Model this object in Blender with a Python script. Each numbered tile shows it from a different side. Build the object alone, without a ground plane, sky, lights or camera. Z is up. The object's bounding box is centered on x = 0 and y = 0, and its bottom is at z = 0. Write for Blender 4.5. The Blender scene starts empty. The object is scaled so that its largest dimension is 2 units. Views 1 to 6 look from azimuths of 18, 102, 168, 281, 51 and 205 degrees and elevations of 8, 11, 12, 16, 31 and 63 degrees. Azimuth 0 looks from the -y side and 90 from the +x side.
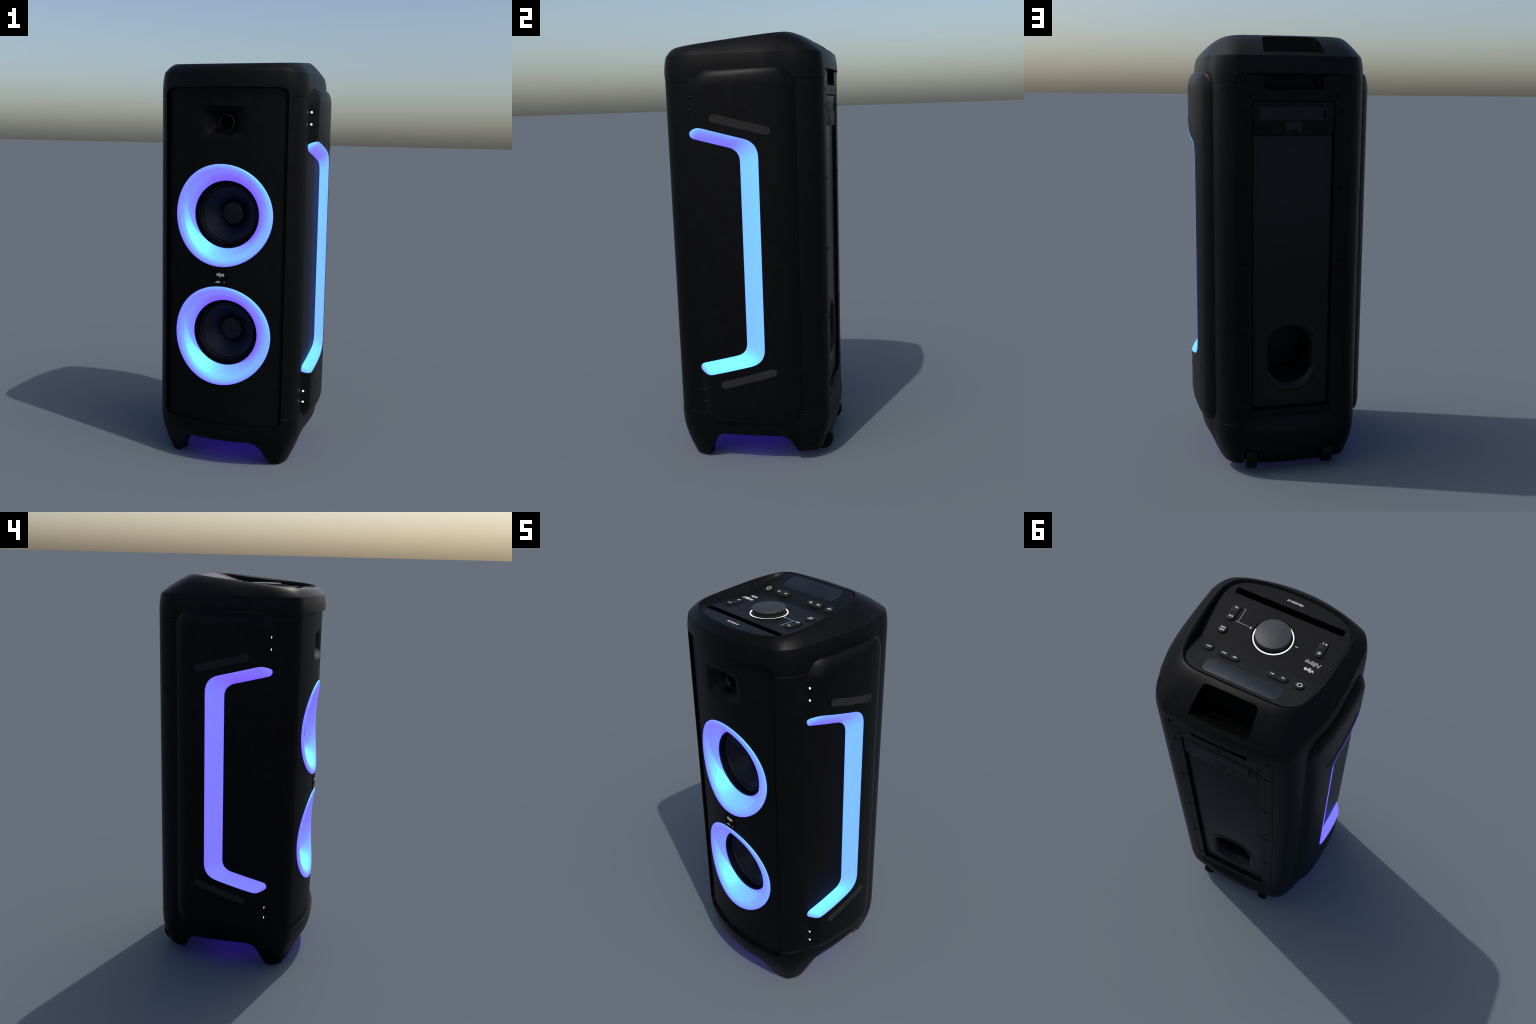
import bpy, bmesh, math
import numpy as np
from mathutils import Vector, Matrix

# ------------------------------------------------------------------ helpers
SC = bpy.context.scene
COL = SC.collection

def new_obj(name, verts, faces, mat=None, smooth=True, angle=28, parent=None):
    me = bpy.data.meshes.new(name)
    me.from_pydata([tuple(map(float, v)) for v in verts], [], faces)
    me.validate()
    bm = bmesh.new(); bm.from_mesh(me)
    bmesh.ops.remove_doubles(bm, verts=bm.verts, dist=1e-6)
    bmesh.ops.recalc_face_normals(bm, faces=bm.faces)
    bm.to_mesh(me); bm.free()
    ob = bpy.data.objects.new(name, me)
    COL.objects.link(ob)
    finish(ob, mat, smooth, angle, parent)
    return ob

def finish(ob, mat=None, smooth=True, angle=28, parent=None):
    me = ob.data
    if mat is not None:
        me.materials.clear(); me.materials.append(mat)
    me.polygons.foreach_set('use_smooth', [smooth] * len(me.polygons))
    if smooth:
        me.set_sharp_from_angle(angle=math.radians(angle))
    if parent is not None:
        ob.parent = parent
    me.update()
    return ob

def boolean(ob, cutters, op='DIFFERENCE', angle=28):
    mods = []
    for c in cutters:
        m = ob.modifiers.new('b', 'BOOLEAN'); m.operation = op; m.object = c; m.solver = 'EXACT'
    bpy.context.view_layer.update()
    dg = bpy.context.evaluated_depsgraph_get()
    me = bpy.data.meshes.new_from_object(ob.evaluated_get(dg))
    old = ob.data; ob.modifiers.clear(); nm = old.name; mats = list(old.materials)
    ob.data = me; bpy.data.meshes.remove(old); me.name = nm
    me.materials.clear()
    for m in mats: me.materials.append(m)
    for p in me.polygons: p.material_index = 0
    finish(ob, None, True, angle)
    return ob

def drop(*obs):
    for o in obs:
        me = o.data; bpy.data.objects.remove(o)
        if me.users == 0: bpy.data.meshes.remove(me)

def loft(name, rings, mat=None, closed=True, cap0=True, cap1=True, **kw):
    n = len(rings[0]); V = [p for r in rings for p in r]; F = []
    for i in range(len(rings) - 1):
        for j in range(n if closed else n - 1):
            k = (j + 1) % n
            F.append((i*n + j, i*n + k, (i+1)*n + k, (i+1)*n + j))
    if cap0: F.append(tuple(range(n))[::-1])
    if cap1: F.append(tuple(range((len(rings)-1)*n, len(rings)*n)))
    return new_obj(name, V, F, mat, **kw)

AX = {'x': lambda a, b, t: (t, a, b), 'y': lambda a, b, t: (a, t, b), 'z': lambda a, b, t: (a, b, t)}
def prism(name, poly, axis, lo, hi, mat=None, bevel=0.0, **kw):
    """extrude a 2D outline along an axis; bevel = chamfer on both ends"""
    f = AX[axis]
    if bevel:
        levels = [(lo, bevel), (lo + bevel, 0), (hi - bevel, 0), (hi - bevel*.3, bevel*.35), (hi, bevel)]
    else:
        levels = [(lo, 0), (hi, 0)]
    rings = []
    for t, o in levels:
        q = inset(poly, o) if o else poly
        rings.append([f(a, b, t) for a, b in q])
    return loft(name, rings, mat, **kw)

def inset(poly, d):
    P = np.array(poly, float)
    a = np.roll(P, 1, 0); b = np.roll(P, -1, 0)
    area = 0.5*np.sum(P[:, 0]*b[:, 1] - b[:, 0]*P[:, 1])
    s = 1.0 if area > 0 else -1.0
    e1 = P - a; e2 = b - P
    e1 /= np.linalg.norm(e1, axis=1)[:, None] + 1e-12; e2 /= np.linalg.norm(e2, axis=1)[:, None] + 1e-12
    n1 = np.stack([-e1[:, 1], e1[:, 0]], 1)*s; n2 = np.stack([-e2[:, 1], e2[:, 0]], 1)*s
    m = n1 + n2; m /= np.linalg.norm(m, axis=1)[:, None] + 1e-12
    c = np.clip(np.sum(m*n1, 1), .3, 1)
    return P + m*(d/c)[:, None]

def rrect(x0, x1, y0, y1, r, n=8):
    """counter-clockwise rounded rectangle"""
    pts = []
    for cx, cy, a0 in ((x1-r, y0+r, -90), (x1-r, y1-r, 0), (x0+r, y1-r, 90), (x0+r, y0+r, 180)):
        for i in range(n + 1):
            a = math.radians(a0 + 90*i/n); pts.append((cx + r*math.cos(a), cy + r*math.sin(a)))
    return pts

def circle(cx, cy, r, n=32):
    return [(cx + r*math.cos(2*math.pi*i/n), cy + r*math.sin(2*math.pi*i/n)) for i in range(n)]

def spline(pts, per=8):
    """centripetal-ish Catmull-Rom through control points"""
    P = np.array(pts, float); out = []
    E = np.vstack([2*P[0]-P[1], P, 2*P[-1]-P[-2]])
    for i in range(1, len(E) - 2):
        p0, p1, p2, p3 = E[i-1:i+3]
        for k in range(per):
            t = k/per
            out.append(.5*((2*p1) + (p2-p0)*t + (2*p0-5*p1+4*p2-p3)*t*t + (3*p1-p0-3*p2+p3)*t**3))
    out.append(P[-1]); return np.array(out)

def resample(P, n):
    d = np.r_[0, np.cumsum(np.linalg.norm(np.diff(P, axis=0), axis=1))]
    s = np.linspace(0, d[-1], n)
    return np.stack([np.interp(s, d, P[:, k]) for k in range(P.shape[1])], 1)

def round_path(pts, radii, n=8):
    """polyline with circular-ish (quadratic) rounded corners"""
    P = [np.array(p, float) for p in pts]; out = [P[0]]
    for i in range(1, len(P) - 1):
        a = P[i-1]-P[i]; b = P[i+1]-P[i]; r = radii[i-1]
        p = P[i] + a/np.linalg.norm(a)*r; q = P[i] + b/np.linalg.norm(b)*r
        for k in range(n + 1):
            t = k/n; out.append((1-t)**2*p + 2*t*(1-t)*P[i] + t*t*q)
    out.append(P[-1]); return np.array(out)

def smooth01(t): t = np.clip(t, 0, 1); return t*t*(3-2*t)

def full(half):
    """half outline (front centre -> back centre, x>=0) mirrored to a closed CCW loop"""
    h = np.array(half); m = h[1:-1][::-1]*[-1, 1]
    return np.vstack([h, m])

# ------------------------------------------------------------------ materials
def plastic(name, col, rough=.45, spec=.5, grain=0.0, var=.12, bump_scale=900, metal=0.0):
    m = bpy.data.materials.new(name); m.use_nodes = True
    nt = m.node_tree; b = nt.nodes['Principled BSDF']
    tc = nt.nodes.new('ShaderNodeTexCoord'); nz = nt.nodes.new('ShaderNodeTexNoise')
    nz.inputs['Scale'].default_value = 26; nz.inputs['Detail'].default_value = 4
    nt.links.new(tc.outputs['Object'], nz.inputs['Vector'])
    rp = nt.nodes.new('ShaderNodeValToRGB')
    rp.color_ramp.elements[0].position = .3; rp.color_ramp.elements[1].position = .7
    rp.color_ramp.elements[0].color = (*[c*(1-var) for c in col], 1)
    rp.color_ramp.elements[1].color = (*[c*(1+var) for c in col], 1)
    nt.links.new(nz.outputs['Fac'], rp.inputs['Fac'])
    nt.links.new(rp.outputs['Color'], b.inputs['Base Color'])
    b.inputs['Roughness'].default_value = rough
    b.inputs['Specular IOR Level'].default_value = spec
    b.inputs['Metallic'].default_value = metal
    if grain:
        n2 = nt.nodes.new('ShaderNodeTexNoise'); n2.inputs['Scale'].default_value = bump_scale
        nt.links.new(tc.outputs['Object'], n2.inputs['Vector'])
        bp = nt.nodes.new('ShaderNodeBump'); bp.inputs['Strength'].default_value = grain
        bp.inputs['Distance'].default_value = .0006
        nt.links.new(n2.outputs['Fac'], bp.inputs['Height'])
        nt.links.new(bp.outputs['Normal'], b.inputs['Normal'])
    return m

def glow(name, base, emit, strength, rough=.5, metal=.5):
    m = bpy.data.materials.new(name); m.use_nodes = True
    b = m.node_tree.nodes['Principled BSDF']
    b.inputs['Base Color'].default_value = (*base, 1)
    b.inputs['Roughness'].default_value = rough
    b.inputs['Metallic'].default_value = metal
    b.inputs['Emission Color'].default_value = (*emit, 1)
    b.inputs['Emission Strength'].default_value = strength
    return m

M_BODY = plastic('black_shell_plastic', (0.0118, 0.0118, 0.012), 0.43, 0.06, grain=.05, metal=.85)
M_GRILLE = plastic('black_grille_fabric', (0.0108, 0.0108, 0.0111), 0.5, 0.06, grain=.15, metal=.85)
M_BACK = plastic('black_matt_back_plastic', (0.0036, 0.0037, 0.004), 0.4, 0.1, grain=.12)
M_INSET = plastic('dark_grey_back_plastic', (0.0045, 0.005, 0.0055), 0.36, 0.18, grain=.12)
M_BAR = plastic('charcoal_accent_plastic', (0.022, 0.022, 0.022), 0.5, 0.05)
M_PANEL = plastic('control_panel_plastic', (0.0065, 0.0067, 0.007), 0.38, 0.09)
M_PANEL2 = plastic('control_panel_dark_plastic', (0.028, 0.028, 0.028), 0.55, 0.5, metal=1.0)
M_DISPLAY = plastic('smoked_display_glass', (0.056, 0.06, 0.068), 0.5, 0.5, metal=1.0)
M_BUTTON = plastic('button_rubber', (0.0175, 0.0175, 0.018), 0.42, 0.06)
M_KNOB = plastic('knob_cap_plastic', (0.03, 0.032, 0.037), 0.5, 0.34)
M_KNOBS = plastic('knob_grip_rubber', (0.014, 0.014, 0.014), 0.4, 0.1)
M_RUBBER = plastic('black_wheel_rubber', (0.009, 0.009, 0.009), 0.5, 0.06, metal=0.7)
M_CONE = plastic('woofer_cone_paper', (0.026, 0.026, 0.027), 0.5, 0.5, metal=1.0)
M_SURR = plastic('woofer_surround_rubber', (.007, .007, .008), .35, .5)
M_DARK = plastic('deep_black_plastic', (0.003, 0.003, 0.003), 0.6, 0.05)
M_SCREW = plastic('black_screw_steel', (0.02, 0.02, 0.02), 0.45, 0.5, metal=1.0)
M_LABEL = plastic('socket_label_plastic', (0.012, 0.0135, 0.0155), 0.5, 0.12)
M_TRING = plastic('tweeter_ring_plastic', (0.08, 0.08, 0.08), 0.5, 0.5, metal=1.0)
M_PRINT = plastic('white_print_ink', (.62, .62, .62), .5, .4, var=.02)
M_PRINTG = plastic('grey_print_ink', (.4, .4, .4), .5, .4, var=.02)
M_GLOW = glow('blue_violet_light_diffuser', (0.0, .92, 1.0), (.133, .008, 1.0), 1.62)
M_UNDER = glow('blue_violet_under_light', (0.0, .3, .5), (.12, 0.0, 1.0), .9)
M_LED = glow('white_lamp', (.8, .8, .8), (1, 1, 1), 1.6, metal=0.0)

# ------------------------------------------------------------------ root
root = bpy.data.objects.new('party_speaker', None); COL.objects.link(root)
root['label'] = 'tall black party speaker with two glowing blue rings'
root['category'] = 'loudspeaker'

# ------------------------------------------------------------------ plan outlines
FRONT_C = .71                      # curvature of the bowed front, y = y0 + c x^2
def front_y(x, y0=-.401): return y0 + FRONT_C*x*x
front_half = [(x, front_y(x)) for x in (0, .05, .1, .15, .2, .24, .275, .30)]
corner_side = [(.3225, -.3225), (.341, -.30), (.3555, -.27), (.3645, -.24), (.3688, -.213)]
rear_corner = [(.3580, .19), (.3485, .222), (.3400, .2535), (.331, .286), (.317, .318), (.297, .347), (.2735, .3655), (.25, .3755)]
shell_half = spline(front_half + corner_side + [(.3715, -.165), (.3748, -.10), (.3768, -.02), (.3765, .04), (.3740, .09), (.3685, .14)]
                    + rear_corner + [(.21, .3825), (.14, .3925), (.07, .3985), (0, .4005)], 6)
body_half = spline(front_half + corner_side + [(.3715, -.165), (.3735, -.10), (.3735, -.02), (.376, .05), (.3735, .12)]
                   + rear_corner + [(.23, .3752), (.14, .3752), (.07, .3752), (0, .3752)], 6)
SHELL = full(resample(shell_half, 140)); BODY = full(resample(body_half, 140))

def ring(outline, z, o=0.0):
    q = inset(outline, o) if o else np.array(outline)
    return [(a, b, z) for a, b in q]

# ------------------------------------------------------------------ cutters shared by the shell parts
c_front = prism('c', rrect(-.304, .304, .210, 1.833, .035), 'y', -.7, -.17)
c_back = prism('c', rrect(-.248, .248, .21, 1.834, .03), 'y', .335, .7)
c_tube = prism('c', rrect(-.1, .1, .44, .71, .08), 'y', .08, .7)
# hand hold: opening in the sloping back of the cap, running down and out below the handle bar
hand_prof = [(.2515, 2.1), (.2515, 1.99), (.255, 1.80), (.268, 1.772), (.29, 1.766), (.55, 1.766), (.55, 1.8335),
             (.352, 1.8335), (.334, 1.839), (.320, 1.852), (.320, 1.872), (.331, 1.8915), (.362, 1.9145), (.3725, 1.9235), (.395, 2.1)]
def hand_w(y, z):   # half width: trapezoid, wider at the back
    return .122 + np.clip((y - .25)/.12, 0, 1)*.011
rows = [(-1.0, .024), (-.985, .0145), (-.955, .0075), (-.905, .002), (-.84, 0), (.84, 0), (.905, .002), (.955, .0075), (.985, .0145), (1.0, .024)]
rings = []
for s, o in rows:
    rings.append([(s*float(hand_w(y, z)), y + (o if y < .3 else 0), z) for y, z in hand_prof])
c_hand = loft('c', rings)
# wheel wells
def well(x):
    pts = [(.33 + .066*math.cos(a), .075 + .064*math.sin(a)) for a in np.linspace(0, math.pi, 20)] + [(.264, -.1), (.5, -.1), (.5, .075)]
    return prism('c', pts[::1], 'x', x - .035, x + .035)
wells = [well(.181), well(-.181)]
# arches
side_arch = [(-.217, -.1), (-.217, 0)] + [tuple(p) for p in spline([(-.217, 0), (-.192, .055), (-.170, .104), (-.150, .133), (-.118, .146)], 6)[1:]] \
    + [tuple(p) for p in spline([(.143, .147), (.178, .139), (.202, .116), (.219, .081), (.233, .048)], 6)] + [(.6, .048), (.6, -.1)]
c_side = prism('c', side_arch, 'x', -.8, .8)
half_arch = [tuple(p) for p in spline([(.14, .1275), (.166, .1235), (.188, .111), (.210, .082), (.2285, .035), (.2455, 0)], 6)]
front_arch = half_arch + [(.2455, -.1), (-.2455, -.1)] + [(-x, z) for x, z in half_arch[::-1]]
c_arch = prism('c', front_arch, 'y', -.8, -.12)

# ------------------------------------------------------------------ cabinet
cab = loft('cabinet', [ring(BODY, .2523, .0013), ring(BODY, .2535), ring(BODY, .6), ring(BODY, 1.0), ring(BODY, 1.4), ring(BODY, 1.7913), ring(BODY, 1.7925, .0013)], M_BODY, parent=root)
boolean(cab, [c_front, c_back, c_hand, c_tube])

# ------------------------------------------------------------------ base with feet
off_z = [(.252, .0012), (.2508, 0), (.225, 0), (.20, .0012), (.17, .0038), (.137, .0098), (.10, .0205), (.066, .0325), (.035, .0455), (.012, .055), (.004, .0595), (0.0, .064)]
zz = np.array([(a, b) for a, b in off_z])
prof = [tuple(zz[0]), tuple(zz[1])] + [tuple(p) for p in spline(off_z[2:], 4)]
def clean_inset(outline, d):
    """inward offset without loops: innermost hit of a ray from the middle"""
    q = inset(outline, d); c = np.array([0, -.02]); P = q - c; Q = np.roll(P, -1, 0); out = []
    for v in (outline - c):
        u = v/np.linalg.norm(v); E = Q - P
        den = u[0]*E[:, 1] - u[1]*E[:, 0]; den = np.where(abs(den) < 1e-12, 1e-12, den)
        r = (P[:, 0]*E[:, 1] - P[:, 1]*E[:, 0])/den; t = (P[:, 0]*u[1] - P[:, 1]*u[0])/den
        ok = (t >= -1e-9) & (t <= 1+1e-9) & (r > 0)
        out.append(c + u*r[ok].min())
    return np.array(out)
base = loft('base', [[(a, b, z) for a, b in (clean_inset(SHELL, o) if o > .004 else inset(SHELL, o))] for z, o in prof], M_BODY, parent=root)
boolean(base, [c_front, c_back, c_side, c_arch] + wells)

# glowing light panel under the base
prism('under_light', rrect(-.29, .29, -.11, .14, .05), 'z', .1420, .149, M_UNDER, parent=base)
prism('under_light', rrect(-.15, .15, -.325, -.125, .04), 'z', .1245, .130, M_UNDER, parent=base)
for sx in (1, -1):
    loft('rubber_foot', [[(sx*.261 + r*math.cos(a), -.235 + r*math.sin(a), z) for a in np.linspace(0, 2*np.pi, 41)[:-1]]
         for z, r in ((.0, .026), (.002, .0305), (.007, .0335), (.014, .0345), (.13, .0345))], M_RUBBER, parent=base, angle=40)

# ------------------------------------------------------------------ top cap: wall, dome, rim and basin
crest_half = spline([(0, -.346), (.06, -.3445), (.12, -.338), (.175, -.329), (.22, -.3155), (.262, -.292), (.289, -.256), (.302, -.205), (.3035, -.13),
                     (.299, -.04), (.291, .05), (.279, .12), (.263, .166), (.238, .198), (.205, .214), (.165, .220), (.08, .2215), (0, .222)], 6)
floor_half = spline([(0, -.336), (.06, -.334), (.12, -.3275), (.175, -.3175), (.215, -.305), (.25, -.285), (.276, -.252), (.288, -.205), (.2865, -.13),
                     (.2775, -.05), (.2675, .02), (.265, .06), (.263, .11), (.254, .155), (.232, .190), (.203, .207), (.165, .214), (.08, .216), (0, .2165)], 6)
CEN = np.array([0, -.05])
def polar(outline):
    P = full(outline) - CEN; a = np.unwrap(np.arctan2(P[:, 1], P[:, 0])); r = np.hypot(P[:, 0], P[:, 1])
    o = np.argsort(np.mod(a, 2*np.pi)); aa = np.mod(a, 2*np.pi)[o]; rr = r[o]
    return lambda th: np.interp(np.mod(th, 2*np.pi), aa, rr, period=2*np.pi)
SH = SHELL - CEN
TH = np.arctan2(SH[:, 1], SH[:, 0])
def pol_pts(f): return CEN + np.stack([f(TH)*np.cos(TH), f(TH)*np.sin(TH)], 1)
CREST = pol_pts(polar(crest_half)); FLOOR = pol_pts(polar(floor_half))
def crest_z(y): return 1.9765 + .1*y
BREAK = .033
def floor_z(y): return np.where(y < BREAK, 1.935, 1.935 + .338*(y - BREAK))
cap_rings = [ring(SHELL, 1.793, .0013), ring(SHELL, 1.7942), ring(SHELL, 1.833), ring(SHELL, 1.86, .0015), ring(SHELL, 1.885, .005), ring(SHELL, 1.907, .0098)]
OUT = inset(SHELL, .0098)
for f in (.06, .12, .2, .3, .4, .5, .6, .7, .8, .88, .94, .98, 1.0):
    q = OUT*(1-f) + CREST*f
    pw = 1.6 - .22*smooth01(abs(OUT[:, 0])/.3)*smooth01((OUT[:, 1] + .25)/.2)
    g = 1 - (1-f)**pw
    cz = np.minimum(crest_z(CREST[:, 1]), 2.0) - .002*(f >= .999)
    z = 1.907 + (cz - 1.907)*g
    cap_rings.append([(a, b, c) for (a, b), c in zip(q, z)])
for k, dz in ((.35, -.0035), (1.0, None)):
    q = CREST*(1-k) + FLOOR*k
    z = crest_z(CREST[:, 1]) - .0065 if dz is not None else np.minimum(floor_z(q[:, 1]) - .006, crest_z(CREST[:, 1]) - .008)
    cap_rings.append([(a, b, c) for (a, b), c in zip(q, z)])
for k in (.6, .25, .02):
    q = CEN + (FLOOR - CEN)*k
    cap_rings.append([(a, b, c) for (a, b), c in zip(q, floor_z(q[:, 1]) - .006)])
cap = loft('top_cap', cap_rings, M_BODY, parent=root)
c_slot = prism('c', rrect(-.2515, .2515, -.2655, -.2325, .008), 'z', 1.88, 2.1)
c_handtop = c_hand
boolean(cap, [c_front, c_back, c_hand, c_slot], angle=17)

# ------------------------------------------------------------------ control panel
def plate_poly(sel_front):
    F = CEN + (FLOOR - CEN)*1.006
    pts = []
    n = len(F)
    for i in range(n):
        p, q = F[i], F[(i+1) % n]
        ip = (p[1] <= BREAK) == sel_front; iq = (q[1] <= BREAK) == sel_front
        if ip: pts.append(tuple(p))
        if ip != iq:
            t = (BREAK - p[1])/(q[1]-p[1]); pts.append((p[0] + t*(q[0]-p[0]), BREAK))
    return pts
pf = plate_poly(True)
panel = loft('control_panel', [[(a, b, 1.92) for a, b in pf], [(a, b, 1.935) for a, b in pf]], M_PANEL, parent=root)
c_knob = prism('c', circle(0, -.1, .0915, 72), 'z', 1.9295, 2.1)
boolean(panel, [c_slot, c_knob])
pr = plate_poly(False)
rear = loft('display_panel', [[(a, b, float(floor_z(np.array(b))) - .012) for a, b in pr], [(a, b, float(floor_z(np.array(b)))) for a, b in pr]], M_PANEL2, parent=root)

TILT = math.atan(.338)
def on_rear(u, v, h=0.0):
    """u = x, v = y measured on plan -> point on the tilted rear plate raised by h"""
    z = 1.935 + .338*(v - BREAK)
    return (u, v - h*math.sin(TILT), z + h*math.cos(TILT))
def pad(name, poly, h0, h1, mat, rear_plate, parent, bevel=.0015, angle=28):
    rings = []
    for h, o in ((h0, 0), (h1 - bevel, 0), (h1 - bevel*.3, bevel*.35), (h1, bevel)):
        q = inset(poly, o) if o else poly
        rings.append([on_rear(a, b, h) if rear_plate else (a, b, 1.935 + h) for a, b in q])
    return loft(name, rings, mat, parent=parent, angle=angle)
# display window: rounded, its front corners cut at a slant
disp = [(-.168, .118), (.168, .118), (.166, .203), (-.166, .203)]
dp = []
for i, c in enumerate(disp):
    a = np.array(disp[i-1]); b = np.array(disp[(i+1) % 4]); c = np.array(c)
    p = c + (a-c)/np.linalg.norm(a-c)*.03; q = c + (b-c)/np.linalg.norm(b-c)*.03
    for t in np.linspace(0, 1, 7): dp.append(tuple((1-t)**2*p + 2*t*(1-t)*c + t*t*q))
pad('display_window', dp, -.002, .0008, M_DISPLAY, True, rear, .0004)

def pill(cx, cy, half, r, along):
    q = rrect(-half, half, -r, r, r*.98, 10)
    return [(cx + a, cy + b) if along == 'x' else (cx - b, cy + a) for a, b in q]
def half_poly(poly, cx, cy, along, side, gap=.0006):
    k = 0 if along == 'x' else 1; c = (cx, cy)[k]
    out = []
    n = len(poly)
    for i in range(n):
        p, q = poly[i], poly[(i+1) % n]
        ip = (p[k]-c)*side > gap; iq = (q[k]-c)*side > gap
        if ip: out.append(p)
        if ip != iq:
            t = (c + side*gap - p[k])/(q[k]-p[k]); out.append((p[0]+t*(q[0]-p[0]), p[1]+t*(q[1]-p[1])))
    return out
def well_ring(poly, rear_plate, parent):
    pad('button_gasket', list(inset(poly, -.0022)), -.003, .0009, M_DARK, rear_plate, parent, .0004)
BTN_H = .0062
def round_button(cx, cy, rear_plate, parent, r=.0212):
    p = circle(cx, cy, r, 40); well_ring(p, rear_plate, parent)
    return pad('button', p, -.002, BTN_H, M_BUTTON, rear_plate, parent, .0022)
def rocker(cx, cy, along, rear_plate, parent, half=.0455, r=.0178):
    p = pill(cx, cy, half, r, along); well_ring(p, rear_plate, parent)
    for s in (-1, 1):
        pad('button', half_poly(p, cx, cy, along, s), -.002, BTN_H, M_BUTTON, rear_plate, parent, .0012)
round_button(.203, -.040, False, panel)
rocker(.203, -.136, 'y', False, panel, .044)
rocker(-.202, -.134, 'y', False, panel, .044)
round_button(.203, .073, True, rear); round_button(-.203, .073, True, rear)
rocker(.108, .0745, 'x', True, rear); rocker(-.108, .0745, 'x', True, rear)

# volume knob
KC = (0, -.1)
kr = []
for z, r in ((1.928, .0725), (1.934, .0725)):
    kr.append((z, r))
for i in range(6):                       # grip ridges
    z = 1.9345 + i*.0027; kr += [(z, .0728), (z+.0007, .0742), (z+.0018, .0742), (z+.0024, .0728)]
knob = loft('volume_knob', [[(KC[0]+r*math.cos(a), KC[1]+r*math.sin(a), z) for a in np.linspace(0, 2*np.pi, 97)[:-1]] for z, r in kr], M_KNOBS, parent=panel)
loft('knob_cap', [[(KC[0]+r*math.cos(a), KC[1]+r*math.sin(a), z) for a in np.linspace(0, 2*np.pi, 97)[:-1]]
     for z, r in ((1.9495, .0735), (1.9512, .0762), (1.9540, .0762), (1.9565, .0742), (1.9572, .0725))], M_KNOB, parent=knob, angle=40)
def annulus(name, c, r0, r1, z0, z1, mat, parent, n=96):
    A = np.linspace(0, 2*np.pi, n+1)[:-1]
    rr = [[(c[0]+r*math.cos(a), c[1]+r*math.sin(a), z) for a in A] for r, z in ((r0, z0), (r1, z0), (r1, z1), (r0, z1), (r0, z0))]
    return loft(name, rr, mat, cap0=False, cap1=False, parent=parent)
annulus('light_ring', KC, .0812, .0852, 1.928, 1.9318, M_LED, panel)

# ------------------------------------------------------------------ lettering
def text_mesh(name, body, size, mat, xf, parent, shear=0.0, outline=False, bold=0.0, width=None):
    cu = bpy.data.curves.new('t', 'FONT'); cu.body = body; cu.size = size
    cu.align_x = 'CENTER'; cu.align_y = 'CENTER'; cu.shear = shear
    cu.resolution_u = 3
    if outline:
        cu.fill_mode = 'NONE'; cu.bevel_depth = .00095; cu.bevel_resolution = 0
    else:
        cu.extrude = .0004; cu.offset = bold
    ob = bpy.data.objects.new('t', cu); COL.objects.link(ob)
    bpy.context.view_layer.update()
    me = bpy.data.meshes.new_from_object(ob.evaluated_get(bpy.context.evaluated_depsgraph_get()))
    bpy.data.objects.remove(ob); bpy.data.curves.remove(cu)
    me.name = name
    V = np.array([v.co[:] for v in me.vertices]); c = (V.min(0)+V.max(0))/2
    k = width/(V[:, 0].max()-V[:, 0].min()) if width else 1.0
    for v in me.vertices:
        p = Vector(((v.co.x-c[0])*k, (v.co.y-c[1])*(k if outline or not width else 1), v.co.z-c[2]))
        v.co = xf @ p
    me.materials.clear(); me.materials.append(mat)
    o = bpy.data.objects.new(name, me); COL.objects.link(o); o.parent = parent
    return o
def at_floor(x, y, h): return Matrix.Translation((x, y, 1.935 + h))
def at_rear(x, y, h): return Matrix.Translation(on_rear(x, y, h)) @ Matrix.Rotation(TILT, 4, 'X')
def at_front(x, z, y): return Matrix.Translation((x, y, z)) @ Matrix.Rotation(math.pi/2, 4, 'X')
TB = BTN_H + .0003
text_mesh('logo_word', 'vipe', .026, M_PRINT, at_floor(-.2, -.0215, .0004), panel, bold=.0006, width=.044)
text_mesh('logo_script', 'Nitro', .034, M_PRINT, at_floor(-.201, -.055, .0003), panel, shear=.35, outline=True, width=.07)
text_mesh('model_lettering', 'VIPE NITRO X7', .0135, M_PRINT, at_floor(-.002, -.300, .0004), panel, bold=.0003, width=.074)
text_mesh('button_lettering', 'VOL.', .0105, M_PRINT, at_floor(.203, -.161, TB), panel, bold=.0003, width=.017)
text_mesh('button_lettering', 'ECHO', .0105, M_PRINT, at_floor(.203, -.112, TB), panel, bold=.0003, width=.019)
text_mesh('button_lettering', 'SUPER', .0095, M_PRINT, at_floor(.203, -.034, TB), panel, bold=.0003, width=.021)
text_mesh('button_lettering', 'BASS', .0095, M_PRINT, at_floor(.203, -.046, TB), panel, bold=.0003, width=.021)
text_mesh('button_lettering', 'LIGHT', .0105, M_PRINT, at_rear(.203, .073, TB), rear, bold=.0003, width=.023)
text_mesh('button_lettering', 'MENU', .0095, M_PRINT, at_rear(.132, .0745, TB), rear, bold=.0003, width=.02)
text_mesh('button_symbol', '\u221e', .02, M_PRINT, at_rear(.084, .0745, TB), rear, bold=.0003, width=.016)
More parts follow.
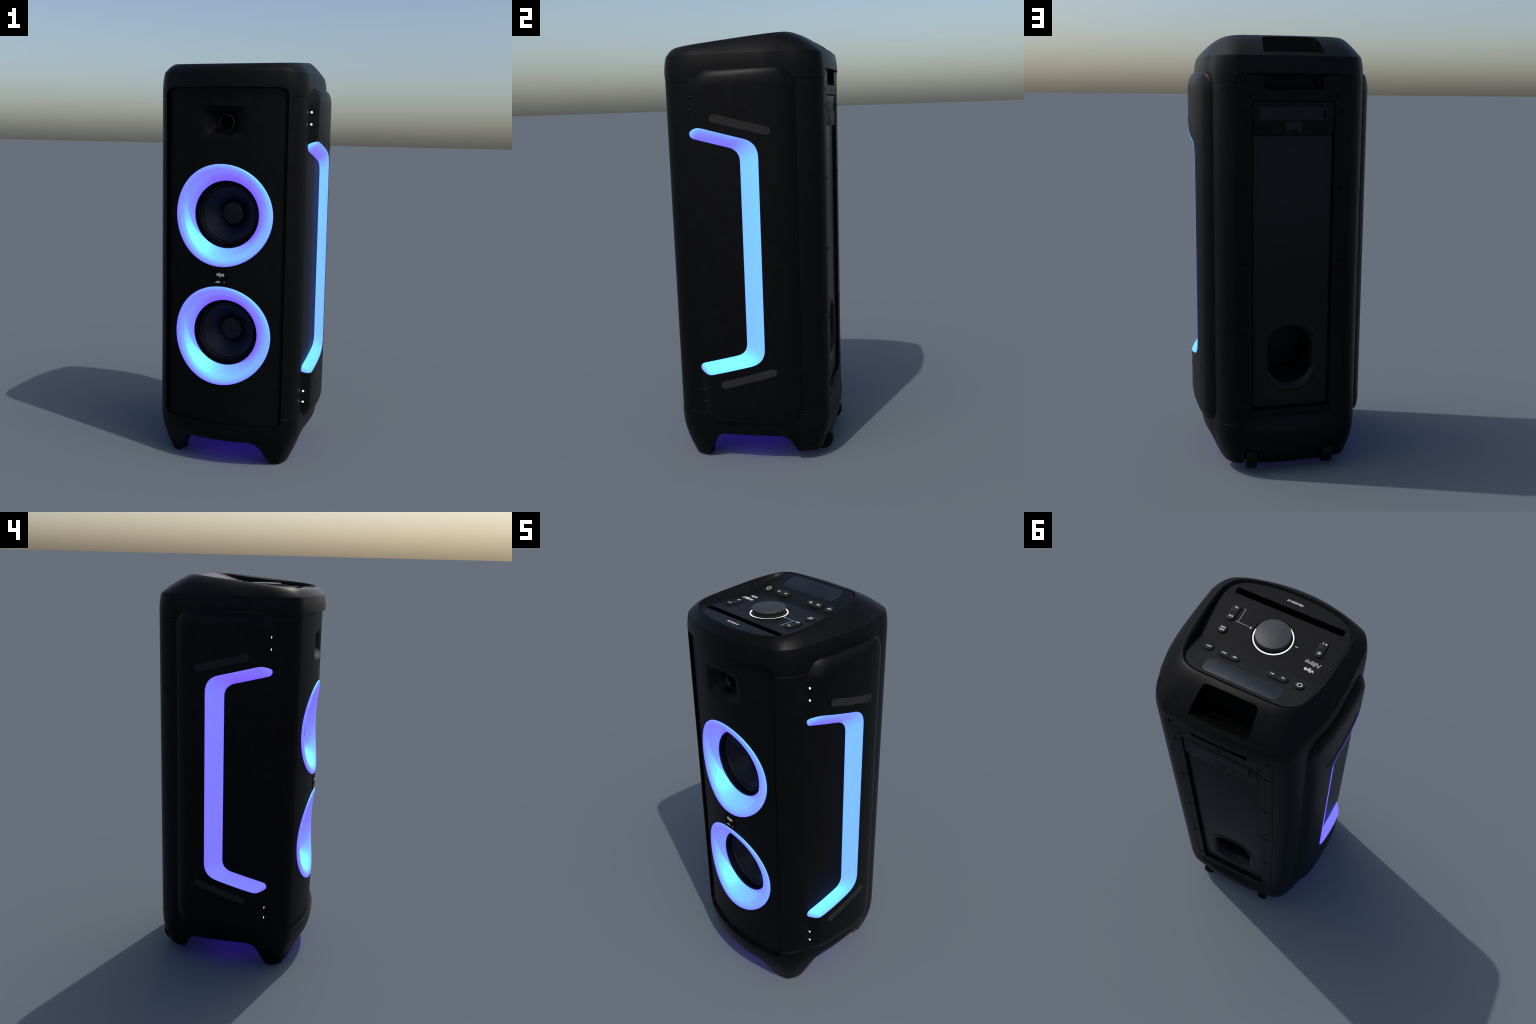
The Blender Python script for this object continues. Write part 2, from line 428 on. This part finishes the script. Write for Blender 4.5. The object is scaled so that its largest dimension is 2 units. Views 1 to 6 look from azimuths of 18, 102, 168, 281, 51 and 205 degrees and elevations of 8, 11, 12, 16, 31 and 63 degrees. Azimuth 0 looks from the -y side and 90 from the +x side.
def flat_mark(name, polys, xf, mat, parent, th=.0006):
    V, F = [], []
    for P in polys:
        n = len(P); k = len(V)
        V += [xf @ Vector((a, b, 0)) for a, b in P] + [xf @ Vector((a, b, th)) for a, b in P]
        F += [tuple(range(k+n-1, k-1, -1)), tuple(range(k+n, k+2*n))] + [(k+i, k+(i+1) % n, k+n+(i+1) % n, k+n+i) for i in range(n)]
    return new_obj(name, V, F, mat, smooth=False, parent=parent)
def box(x0, x1, y0, y1): return [(x0, y0), (x1, y0), (x1, y1), (x0, y1)]
tri = lambda x, s: [(x - .005*s, -.005), (x + .004*s, 0), (x - .005*s, .005)]
tri = lambda x, s: [(x - .005, -.005), (x + .004, 0), (x - .005, .005)] if s > 0 else [(x + .005, -.005), (x + .005, .005), (x - .004, 0)]
flat_mark('button_symbol', [tri(.001, -1), box(-.0065, -.0045, -.005, .005)], at_rear(-.132, .0745, TB), M_PRINT, rear)
flat_mark('button_symbol', [tri(-.001, 1), box(.0045, .0065, -.005, .005)], at_rear(-.084, .0745, TB), M_PRINT, rear)
A = [2*math.pi*i/40 for i in range(41)]
flat_mark('button_symbol', [[(.0115*math.cos(A[i]), .0115*math.sin(A[i])), (.0115*math.cos(A[i+1]), .0115*math.sin(A[i+1])),
                             (.0085*math.cos(A[i+1]), .0085*math.sin(A[i+1])), (.0085*math.cos(A[i]), .0085*math.sin(A[i]))] for i in range(40)],
          at_rear(-.203, .073, TB), M_PRINT, rear)
flat_mark('button_symbol', [tri(-.006, 1), box(.003, .0045, -.004, .004), box(.006, .0075, -.004, .004)], at_floor(-.202, -.161, TB), M_PRINT, panel)
flat_mark('button_symbol', [box(-.006, .006, .004, .0055), box(-.006, .006, -.0055, -.004), box(-.006, -.0045, -.004, .004), box(.0045, .006, -.004, .004),
                            [(-.003, -.003), (.0035, 0), (-.003, .003)]], at_floor(-.202, -.110, TB), M_PRINT, panel)
flat_mark('dial_mark', [box(-.006, .006, -.0014, .0014), box(-.0014, .0014, .0014, .006), box(-.0014, .0014, -.006, -.0014)], at_floor(.104, -.099, .0002), M_PRINT, panel)
flat_mark('dial_mark', [box(-.006, .006, -.0013, .0013)], at_floor(-.106, -.099, .0002), M_PRINT, panel)
flat_mark('guide_line', [box(.115, .175, -.1016, -.1), box(.1640, .1656, -.174, -.1017), box(.1657, .173, -.174, -.1724)], at_floor(0, 0, .0002), M_PRINTG, panel)

# ------------------------------------------------------------------ grille on the bowed front
xs = np.linspace(-.3035, .3035, 81)
roll = lambda x: .9*max(0, abs(x) - .282)**1.6*3
plan = [(x, front_y(x, -.385) + roll(x)) for x in xs] + [(x, -.285) for x in xs[::-1]]
gr = prism('grille', plan, 'z', .1, 1.95, M_GRILLE, parent=root)
c_gout = prism('c', rrect(-.3033, .3033, .2110, 1.8320, .0345), 'y', -.7, -.1)
boolean(gr, [c_gout], 'INTERSECT')
WZ = (1.236, .653)
c_w = [prism('c', circle(0, z, .2425, 96), 'y', -.7, -.1) for z in WZ]
TX, TZ0, TZ1 = .133, 1.593, 1.751; TZ = 1.672
def rect_r(a, hx, hz, p=9.0):   # superellipse radius
    return (abs(math.cos(a)/hx)**p + abs(math.sin(a)/hz)**p)**(-1/p)
TA = np.linspace(0, 2*np.pi, 97)[:-1]
c_t = prism('c', [(rect_r(a, TX, (TZ1-TZ0)/2)*math.cos(a), TZ + rect_r(a, TX, (TZ1-TZ0)/2)*math.sin(a)) for a in TA], 'y', -.7, -.1)
boolean(gr, c_w + [c_t])

# tweeter horn: rounded rectangle flaring smoothly from a round throat
N = 96
angs = np.linspace(0, 2*np.pi, N+1)[:-1]
hrings = []
for i in range(17):
    t = i/16
    k = 1 - (1-t)**1.5
    row = []
    for a in TA:
        R0 = rect_r(a, TX + .0004, (TZ1-TZ0)/2 + .0004); R1 = .038
        r = R0*(1-t) + R1*t
        x = r*math.cos(a); z = TZ + r*math.sin(a)
        d = .0625*(t**1.9)
        row.append((x, front_y(x, -.385)*(1-t) + (-.385)*t + .0001 + d, z))
    hrings.append(row)
tw = loft('tweeter_horn', hrings, M_GRILLE, cap0=False, cap1=False, parent=root, angle=60)
def revolve(name, cx, cz, prof, mat, parent, n=96, angle=28, cap=True):
    A = np.linspace(0, 2*np.pi, n+1)[:-1]
    return loft(name, [[(cx + r*math.cos(a), y, cz + r*math.sin(a)) for a in A] for r, y in prof], mat, cap0=False, cap1=cap, parent=parent, angle=angle)
revolve('throat_ring', 0, TZ, [(.040, -.318), (.0385, -.3245), (.0355, -.3255), (.0335, -.322), (.0325, -.220)], M_TRING, tw, 48, cap=False)
revolve('tweeter_dome', 0, TZ, [(.034, -.222), (.028, -.225), (.016, -.229), (.004, -.230)], M_DARK, tw, 48)

# ------------------------------------------------------------------ woofers
RP = [(.2440, 0, .010), (.2436, 0, -.0008), (.2420, 0, -.0025), (.2385, 0, -.0037), (.234, .0, -.0040), (.226, .02, -.0034), (.218, .05, -.001), (.210, .12, .004), (.203, .25, .0105),
      (.197, .4, .019), (.191, .56, .029), (.185, .72, .0395), (.179, .85, .0495), (.173, .94, .0605), (.168, 1, .0700), (.1645, 1, .0755), (.1625, 1, .080)]
A = np.linspace(0, 2*np.pi, 161)[:-1]
for z in WZ:
    wf = revolve('woofer', 0, z, [(.172, -.3095), (.1630, -.308), (.1605, -.290), (.1585, -.272), (.1505, -.266), (.1495, -.270), (.1475, -.276), (.1435, -.2795), (.139, -.277), (.1365, -.272), (.1355, -.269),
                                  (.1335, -.271), (.118, -.262), (.10, -.249), (.08, -.232), (.064, -.215), (.056, -.204)], M_CONE, root, angle=35)
    rings = []
    for r, w, o in spline(RP, 3):
        rings.append([(r*math.cos(a), (1-w)*front_y(r*math.cos(a), -.385) + w*-.385 + o, z + r*math.sin(a)) for a in A])
    loft('light_ring', rings, M_GLOW, cap0=False, cap1=False, parent=wf, angle=60)
    revolve('dust_cap', 0, z, [(.0545, -.200), (.0555, -.2135), (.053, -.2165), (.035, -.2185), (.003, -.2195)], M_CONE, wf, 64, angle=40)

# badge between the woofers
badge = prism('badge', rrect(-.0355, .0355, .902, .981, .006), 'y', -.3872, -.36, M_DARK, bevel=.001, parent=root)
text_mesh('logo_word', 'vipe', .026, M_PRINT, at_front(.0005, .953, -.3876), badge, bold=.0006, width=.041)
flat_mark('logo_script', [[(-.028, .9145), (.0, .9145), (.0, .9215), (-.008, .9245), (-.018, .922)][::1]], at_front(0, 0, -.3874), M_PRINTG, badge)
text_mesh('model_lettering', 'X7', .0085, M_PRINTG, at_front(.021, .919, -.3876), badge, bold=.0003, width=.008)

# ------------------------------------------------------------------ side panels
PY0, PY1, PZ0, PZ1 = -.2145, .2645, .2145, 1.843
face_pts = spline([(-.2145, .396), (-.18, .4025), (-.14, .407), (-.1, .4095), (-.05, .4105), (0, .4095), (.05, .406), (.1, .4015), (.15, .394), (.2, .3815), (.24, .366), (.2645, .355)], 6)
def face_x(y): return np.interp(y, face_pts[:, 0], face_pts[:, 1])
bas = np.array([(-.2145, .366), (-.18, .370), (-.1, .376), (0, .380), (.1, .378), (.16, .369), (.21, .356), (.2645, .333)])
def base_x(y): return np.interp(y, bas[:, 0], bas[:, 1])
def sd_rrect(y, z, r=.088):
    cy, cz = (PY0+PY1)/2, (PZ0+PZ1)/2; hy, hz = (PY1-PY0)/2 - r, (PZ1-PZ0)/2 - r
    qy, qz = np.abs(y-cy)-hy, np.abs(z-cz)-hz
    return r - (np.hypot(np.maximum(qy, 0), np.maximum(qz, 0)) + np.minimum(np.maximum(qy, qz), 0))
def panel_x(y, z):
    y = np.asarray(y, float); z = np.asarray(z, float)
    d = np.clip(sd_rrect(y, z), 0, None)
    k = smooth01((y + .20)/.10)
    w = .072 + (.058 - .072)*k
    dy = np.minimum(y - PY0, PY1 - y); dz = np.minimum(z - PZ0, PZ1 - z)
    kz = smooth01((dy - dz)/.10 + .5)                    # ends roll off more gently than the long edges
    w = w + (np.where(z > 1, .070, .062) - w)*kz
    t = np.clip(d/w, 0, 1)
    soft = np.sin(t*np.pi/2); hard = np.sqrt(np.clip(1-(1-t)**2.0, 0, 1))
    p = soft*(1-k) + hard*k
    return base_x(y) + (face_x(y) - base_x(y))*p
def off_rrect(d, r=.088, n=14, ny=14, nz=60):
    y0, y1, z0, z1 = PY0+d, PY1-d, PZ0+d, PZ1-d; rr = max(r-d, .0005)
    pts = []
    corners = ((y1-rr, z0+rr, -90), (y1-rr, z1-rr, 0), (y0+rr, z1-rr, 90), (y0+rr, z0+rr, 180))
    for i, (cy, cz, a0) in enumerate(corners):
        arc = [(cy+rr*math.cos(math.radians(a0+90*k/n)), cz+rr*math.sin(math.radians(a0+90*k/n))) for k in range(n+1)]
        pts += arc
        nx = corners[(i+1) % 4]
        e = (nx[0]+rr*math.cos(math.radians(nx[2])), nx[1]+rr*math.sin(math.radians(nx[2])))
        m = nz if i % 2 == 0 else ny
        for k in range(1, m):
            t = k/m; pts.append((arc[-1][0]*(1-t)+e[0]*t, arc[-1][1]*(1-t)+e[1]*t))
    return np.array(pts)
dl = [0, .0004, .0012, .0025, .0045, .007, .010, .0135, .018, .023, .029, .036, .043, .050, .056, .062, .07, .078, .0875, .093, .1, .115, .13, .15, .17, .19, .21, .228, .2385]
prs = [[(.335 if i == 0 else 0, y, z) for y, z in off_rrect(0)] for i in (0,)]
for d in dl:
    q = off_rrect(d); X = panel_x(q[:, 0], q[:, 1])
    prs.append([(x, y, z) for x, (y, z) in zip(X, q)])
# outlines of the lit bracket
ZM = 1.0225
def mirror_path(P):
    Q = P[::-1].copy(); Q[:, 1] = 2*ZM - Q[:, 1]; return np.vstack([P, Q])
tipU = (-.2165, 1.5690)
slope = (1.540-1.591)/(.046+.153)
outU = np.vstack([spline([tipU, (-.205, 1.5805), (-.185, 1.589), (-.165, 1.5925), (-.145, 1.590)], 4),
                  round_path([(-.145, 1.5895), (.1035, 1.5895+slope*.2485), (.1035, ZM)], [.068])[1:]])
inU = np.vstack([spline([tipU, (-.2125, 1.556), (-.204, 1.5465), (-.192, 1.5425), (-.18, 1.5395)], 4),
                 round_path([(-.18, 1.5395), (.0125, 1.5395+slope*.1925), (.0125, ZM)], [.052])[1:]])
O = resample(mirror_path(outU), 241); I = resample(mirror_path(inU), 241)
# match inner and outer samples piecewise (arm, bend, upright)
def reparam(P, n=60):
    h = P
    return h
def piece(P, brk, counts):
    out = []
    for (a, b), c in zip(zip(brk[:-1], brk[1:]), counts):
        seg = resample(P[a:b+1], c+1); out.append(seg[:-1])
    out.append(P[brk[-1]][None]); return np.vstack(out)
nO, nI = 17, 17
def halfmatch(P):   # P: 17 tip points, 9 bend points, end
    return piece(P, [0, 16, 17, 25, 26], [14, 26, 16, 50])
Oh = mirror_path(halfmatch(outU)); Ih = mirror_path(halfmatch(inU))
body_side = np.array([(p[1], p[0]) for p in body_half if -.26 < p[1] < .15 and p[0] > .3])
def body_x(y): return np.interp(y, body_side[:, 0], body_side[:, 1])
S = [0, .04, .1, .2, .32, .45, .58, .7, .8, .88, .94, .98, 1.0]
def strip_pt(i, s):
    p = Ih[i]*(1-s) + Oh[i]*s
    x0 = float(body_x(Ih[i][0])) - .0012; x1 = float(panel_x(*Oh[i])) + .0007
    x1 = max(x1, x0)
    h = s*(1 + .28*(1-s)) if s < 1 else 1
    h = 1 - (1-s)**1.45
    return (x0 + (x1-x0)*h, p[0], p[1])

cut_poly = [tuple(p) for p in mirror_path(outU)] + [(-.33, 2*ZM-tipU[1]), (-.33, tipU[1])]
bars = ((-.092, 1.633, .141, 1.5725), (-.091, .4075, .139, .4725))
for sgn in (1, -1):
    nm = 'side_panel'
    sp = loft(nm, [[(sgn*a, b, c) for a, b, c in r] for r in prs], M_BODY, parent=root, angle=35)
    ct = prism('c', [(a, b) for a, b in cut_poly], 'x', .30 if sgn > 0 else -.6, .6 if sgn > 0 else -.30)
    boolean(sp, [ct], angle=35); drop(ct)
    n = len(Oh); V, F = [], []
    for i in range(n):
        for s in S: a, b, c = strip_pt(i, s); V.append((sgn*a, b, c))
    m = len(S)
    for i in range(n-1):
        for j in range(m-1): F.append((i*m+j, i*m+j+1, (i+1)*m+j+1, (i+1)*m+j))
    # outer skirt, closes the strip against the wall of the cut
    k = len(V)
    for i in range(n):
        a, b, c = strip_pt(i, 1.0); V.append((sgn*(float(body_x(Ih[i][0])) - .004), b, c))
    for i in range(n-1): F.append((i*m+m-1, k+i, k+i+1, (i+1)*m+m-1))
    new_obj('light_strip', V, F, M_GLOW, parent=sp, angle=60)
    for y0, z0, y1, z1 in bars:
        L = math.hypot(y1-y0, z1-z0); ux, uz = (y1-y0)/L, (z1-z0)/L; r = .0178
        rows = []
        for lift, o in ((-.006, 0), (.0006, 0), (.0013, .0012)):
            row = []
            for a, b in resample(np.vstack([rrect(-r+o, L+r-o, -r+o, r-o, (r-o)*.93, 10), rrect(-r+o, L+r-o, -r+o, r-o, (r-o)*.93, 10)[:1]]), 121)[:-1]:
                y = y0 + a*ux - b*uz; z = z0 + a*uz + b*ux
                row.append((sgn*(float(panel_x(y, z)) + lift), y, z))
            rows.append(row)
        # fill the top as strips so it follows the bowed face
        top = rows[-1]; c0 = [(sgn*(float(panel_x(y0 + t*(y1-y0), z0 + t*(z1-z0)))+.0013), y0 + t*(y1-y0), z0 + t*(z1-z0)) for t in
              [min(1, max(0, ((p[1]-y0)*ux + (p[2]-z0)*uz)/L)) for p in top]]
        rows.append(c0)
        loft('accent_bar', rows, M_BAR, cap0=False, cap1=False, parent=sp, angle=12)
    for z in (1.728, 1.672, .368, .313):
        nx, ny = .150, -.9887                       # lamp axis, out of the rounded front edge
        c = np.array([.3795, -.2035])
        def disc(r, h):
            return [(sgn*(c[0] + nx*h - ny*r*math.cos(a)), c[1] + ny*h + nx*r*math.cos(a), z + r*math.sin(a)) for a in np.linspace(0, 2*np.pi, 25)[:-1]]
        st = loft('indicator_lamp', [disc(.0058, -.02), disc(.0058, .0022), (disc(.0054, .003))], M_BODY, parent=sp)
        loft('lamp_lens', [disc(.0050, .002), disc(.0050, .0031), disc(.0044, .0032)], M_LED, parent=st)

# ------------------------------------------------------------------ rear panel
rp = prism('rear_panel', rrect(-.2465, .2465, .2115, 1.8325, .029), 'y', .325, .3765, M_BACK, bevel=.0012, parent=root)
c_in = prism('c', rrect(-.1825, .1825, .3245, 1.7225, .012), 'y', .35, .5)
c_slotb = prism('c', rrect(-.1285, .1285, 1.7655, 1.90, .012), 'y', .2, .5)
c_port = prism('c', rrect(-.118, .118, .42, .726, .117, 20), 'y', .2, .5)
TABZ = (1.673, 1.348, 1.022, .695, .371)
holes = [(s*.2205, 1.811) for s in (1, -1)] + [(s*.184, 1.742) for s in (1, -1)] + [(0, 1.742)] \
    + [(s*x, .3015) for s in (1, -1) for x in (.061, .183)]
tabs = [(s*.2125, z) for s in (1, -1) for z in TABZ]
hv, hf = [], []
def add_prism(poly, lo, hi):
    k = len(hv); n = len(poly)
    hv.extend([(a, lo, b) for a, b in poly] + [(a, hi, b) for a, b in poly])
    hf.append(tuple(range(k, k+n))); hf.append(tuple(range(k+2*n-1, k+n-1, -1)))
    hf.extend([(k+(i+1) % n, k+i, k+n+i, k+n+(i+1) % n) for i in range(n)])
for x, z in holes + tabs: add_prism(circle(x, z, .0105, 24), .366, .4)
c_holes = new_obj('c', hv, hf)
boolean(rp, [c_in, c_slotb, c_port, c_holes])
def skirt_y(x, z):
    k = float(smooth01((.290 - z)/.075)); return .3767 + (.4009 - .40*x*x - .3767)*k
sk = []
for z in np.linspace(.289, .206, 18):
    xs_ = np.linspace(-.2462, .2462, 41)
    sk.append([(x, skirt_y(x, z), z) for x in xs_] + [(x, .345, z) for x in xs_[::-1]])
loft('rear_skirt', sk, M_BACK, parent=rp, angle=40)
def screw(x, z, y, parent, r=.0072):
    s = revolve('screw', x, z, [(r, y-.008), (r, y-.0012), (r*.85, y), (r*.45, y), (r*.4, y-.002)], M_SCREW, parent, 20)
    return s
for x, z in holes: screw(x, z, .3745, rp)
for x, z in tabs:
    screw(x, z, .3745, rp)
    s = 1 if x > 0 else -1
    x0, x1 = sorted((s*.1805, s*.1985))
    prism('screw_tab', rrect(x0, x1, z-.0125, z+.0125, .002), 'y', .37, .3775, M_BACK, bevel=.0008, parent=rp)
# inner board, amplifier plate and sockets
board = prism('rear_board', rrect(-.1765, .1765, .3305, 1.60, .010), 'y', .335, .3610, M_INSET, bevel=.001, parent=rp)
boolean(board, [c_port])
amp = prism('amplifier_plate', rrect(-.1775, .1775, 1.577, 1.7175, .010), 'y', .35, .3725, M_BACK, bevel=.001, parent=rp)
for x in (.161, -.161):
    for z in (1.704, 1.591): screw(x, z, .3735, amp, .0085)
for x in (.06, -.06): screw(x, 1.591, .3735, amp, .0085)
sock = prism('socket_strip', rrect(-.149, .149, 1.639, 1.695, .006), 'y', .36, .3733, M_LABEL, bevel=.0004, parent=amp)
prism('socket_lid', rrect(-.143, -.132, 1.65, 1.684, .005), 'y', .37, .3775, M_DARK, bevel=.0012, parent=sock)
pw = prism('power_socket', rrect(-.0335, .0335, 1.586, 1.632, .003), 'y', .36, .3733, M_LABEL, bevel=.0004, parent=amp)
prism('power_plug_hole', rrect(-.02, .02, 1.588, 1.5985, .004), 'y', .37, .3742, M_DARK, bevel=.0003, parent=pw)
# bass port
def track(hw, z0, z1, n=16):
    return rrect(-hw, hw, z0, z1, hw*.97, n)
def track_in(d): return np.array(track(.134, .4045, .7425)) if d == 0 else inset(track(.134, .4045, .7425), d)
port = []
for d, y in ((0, .352), (0, .3628), (.0015, .364), (.008, .3645), (.015, .3638), (.022, .361), (.029, .3555), (.0355, .347), (.0405, .335), (.0435, .32), (.045, .30), (.0455, .27), (.0455, .12)):
    port.append([(a, y, b) for a, b in track_in(d)])
pt = loft('bass_port', port, M_INSET, cap0=False, cap1=True, parent=rp, angle=40)
for x in (.0965, -.0965):
    for z in (.6665, .4705): screw(x, z, .3655, pt, .0055)

# cable/hand recess backing so that no light shows through the shell
# ------------------------------------------------------------------ wheels
for x in (.181, -.181):
    prof = [(.0, .018), (.044, .0245), (.049, .0245), (.0535, .0205), (.0555, .012), (.056, .004)]
    prof = prof + [(r, -w) for r, w in prof[::-1]]
    A = np.linspace(0, 2*np.pi, 49)[:-1]
    w = loft('wheel', [[(x + h, .33 + max(r, .001)*math.cos(a), .075 + max(r, .001)*math.sin(a)) for a in A] for r, h in prof], M_RUBBER, parent=root, angle=40)
    loft('axle', [[(x + h, .33 + .012*math.cos(a), .075 + .012*math.sin(a)) for a in A[::4]] for h in (-.04, .04)], M_SCREW, parent=w)

drop(c_tube, c_front, c_back, c_hand, *wells, c_side, c_arch, c_slot, c_knob, c_gout, *c_w, c_t, c_in, c_slotb, c_port, c_holes)
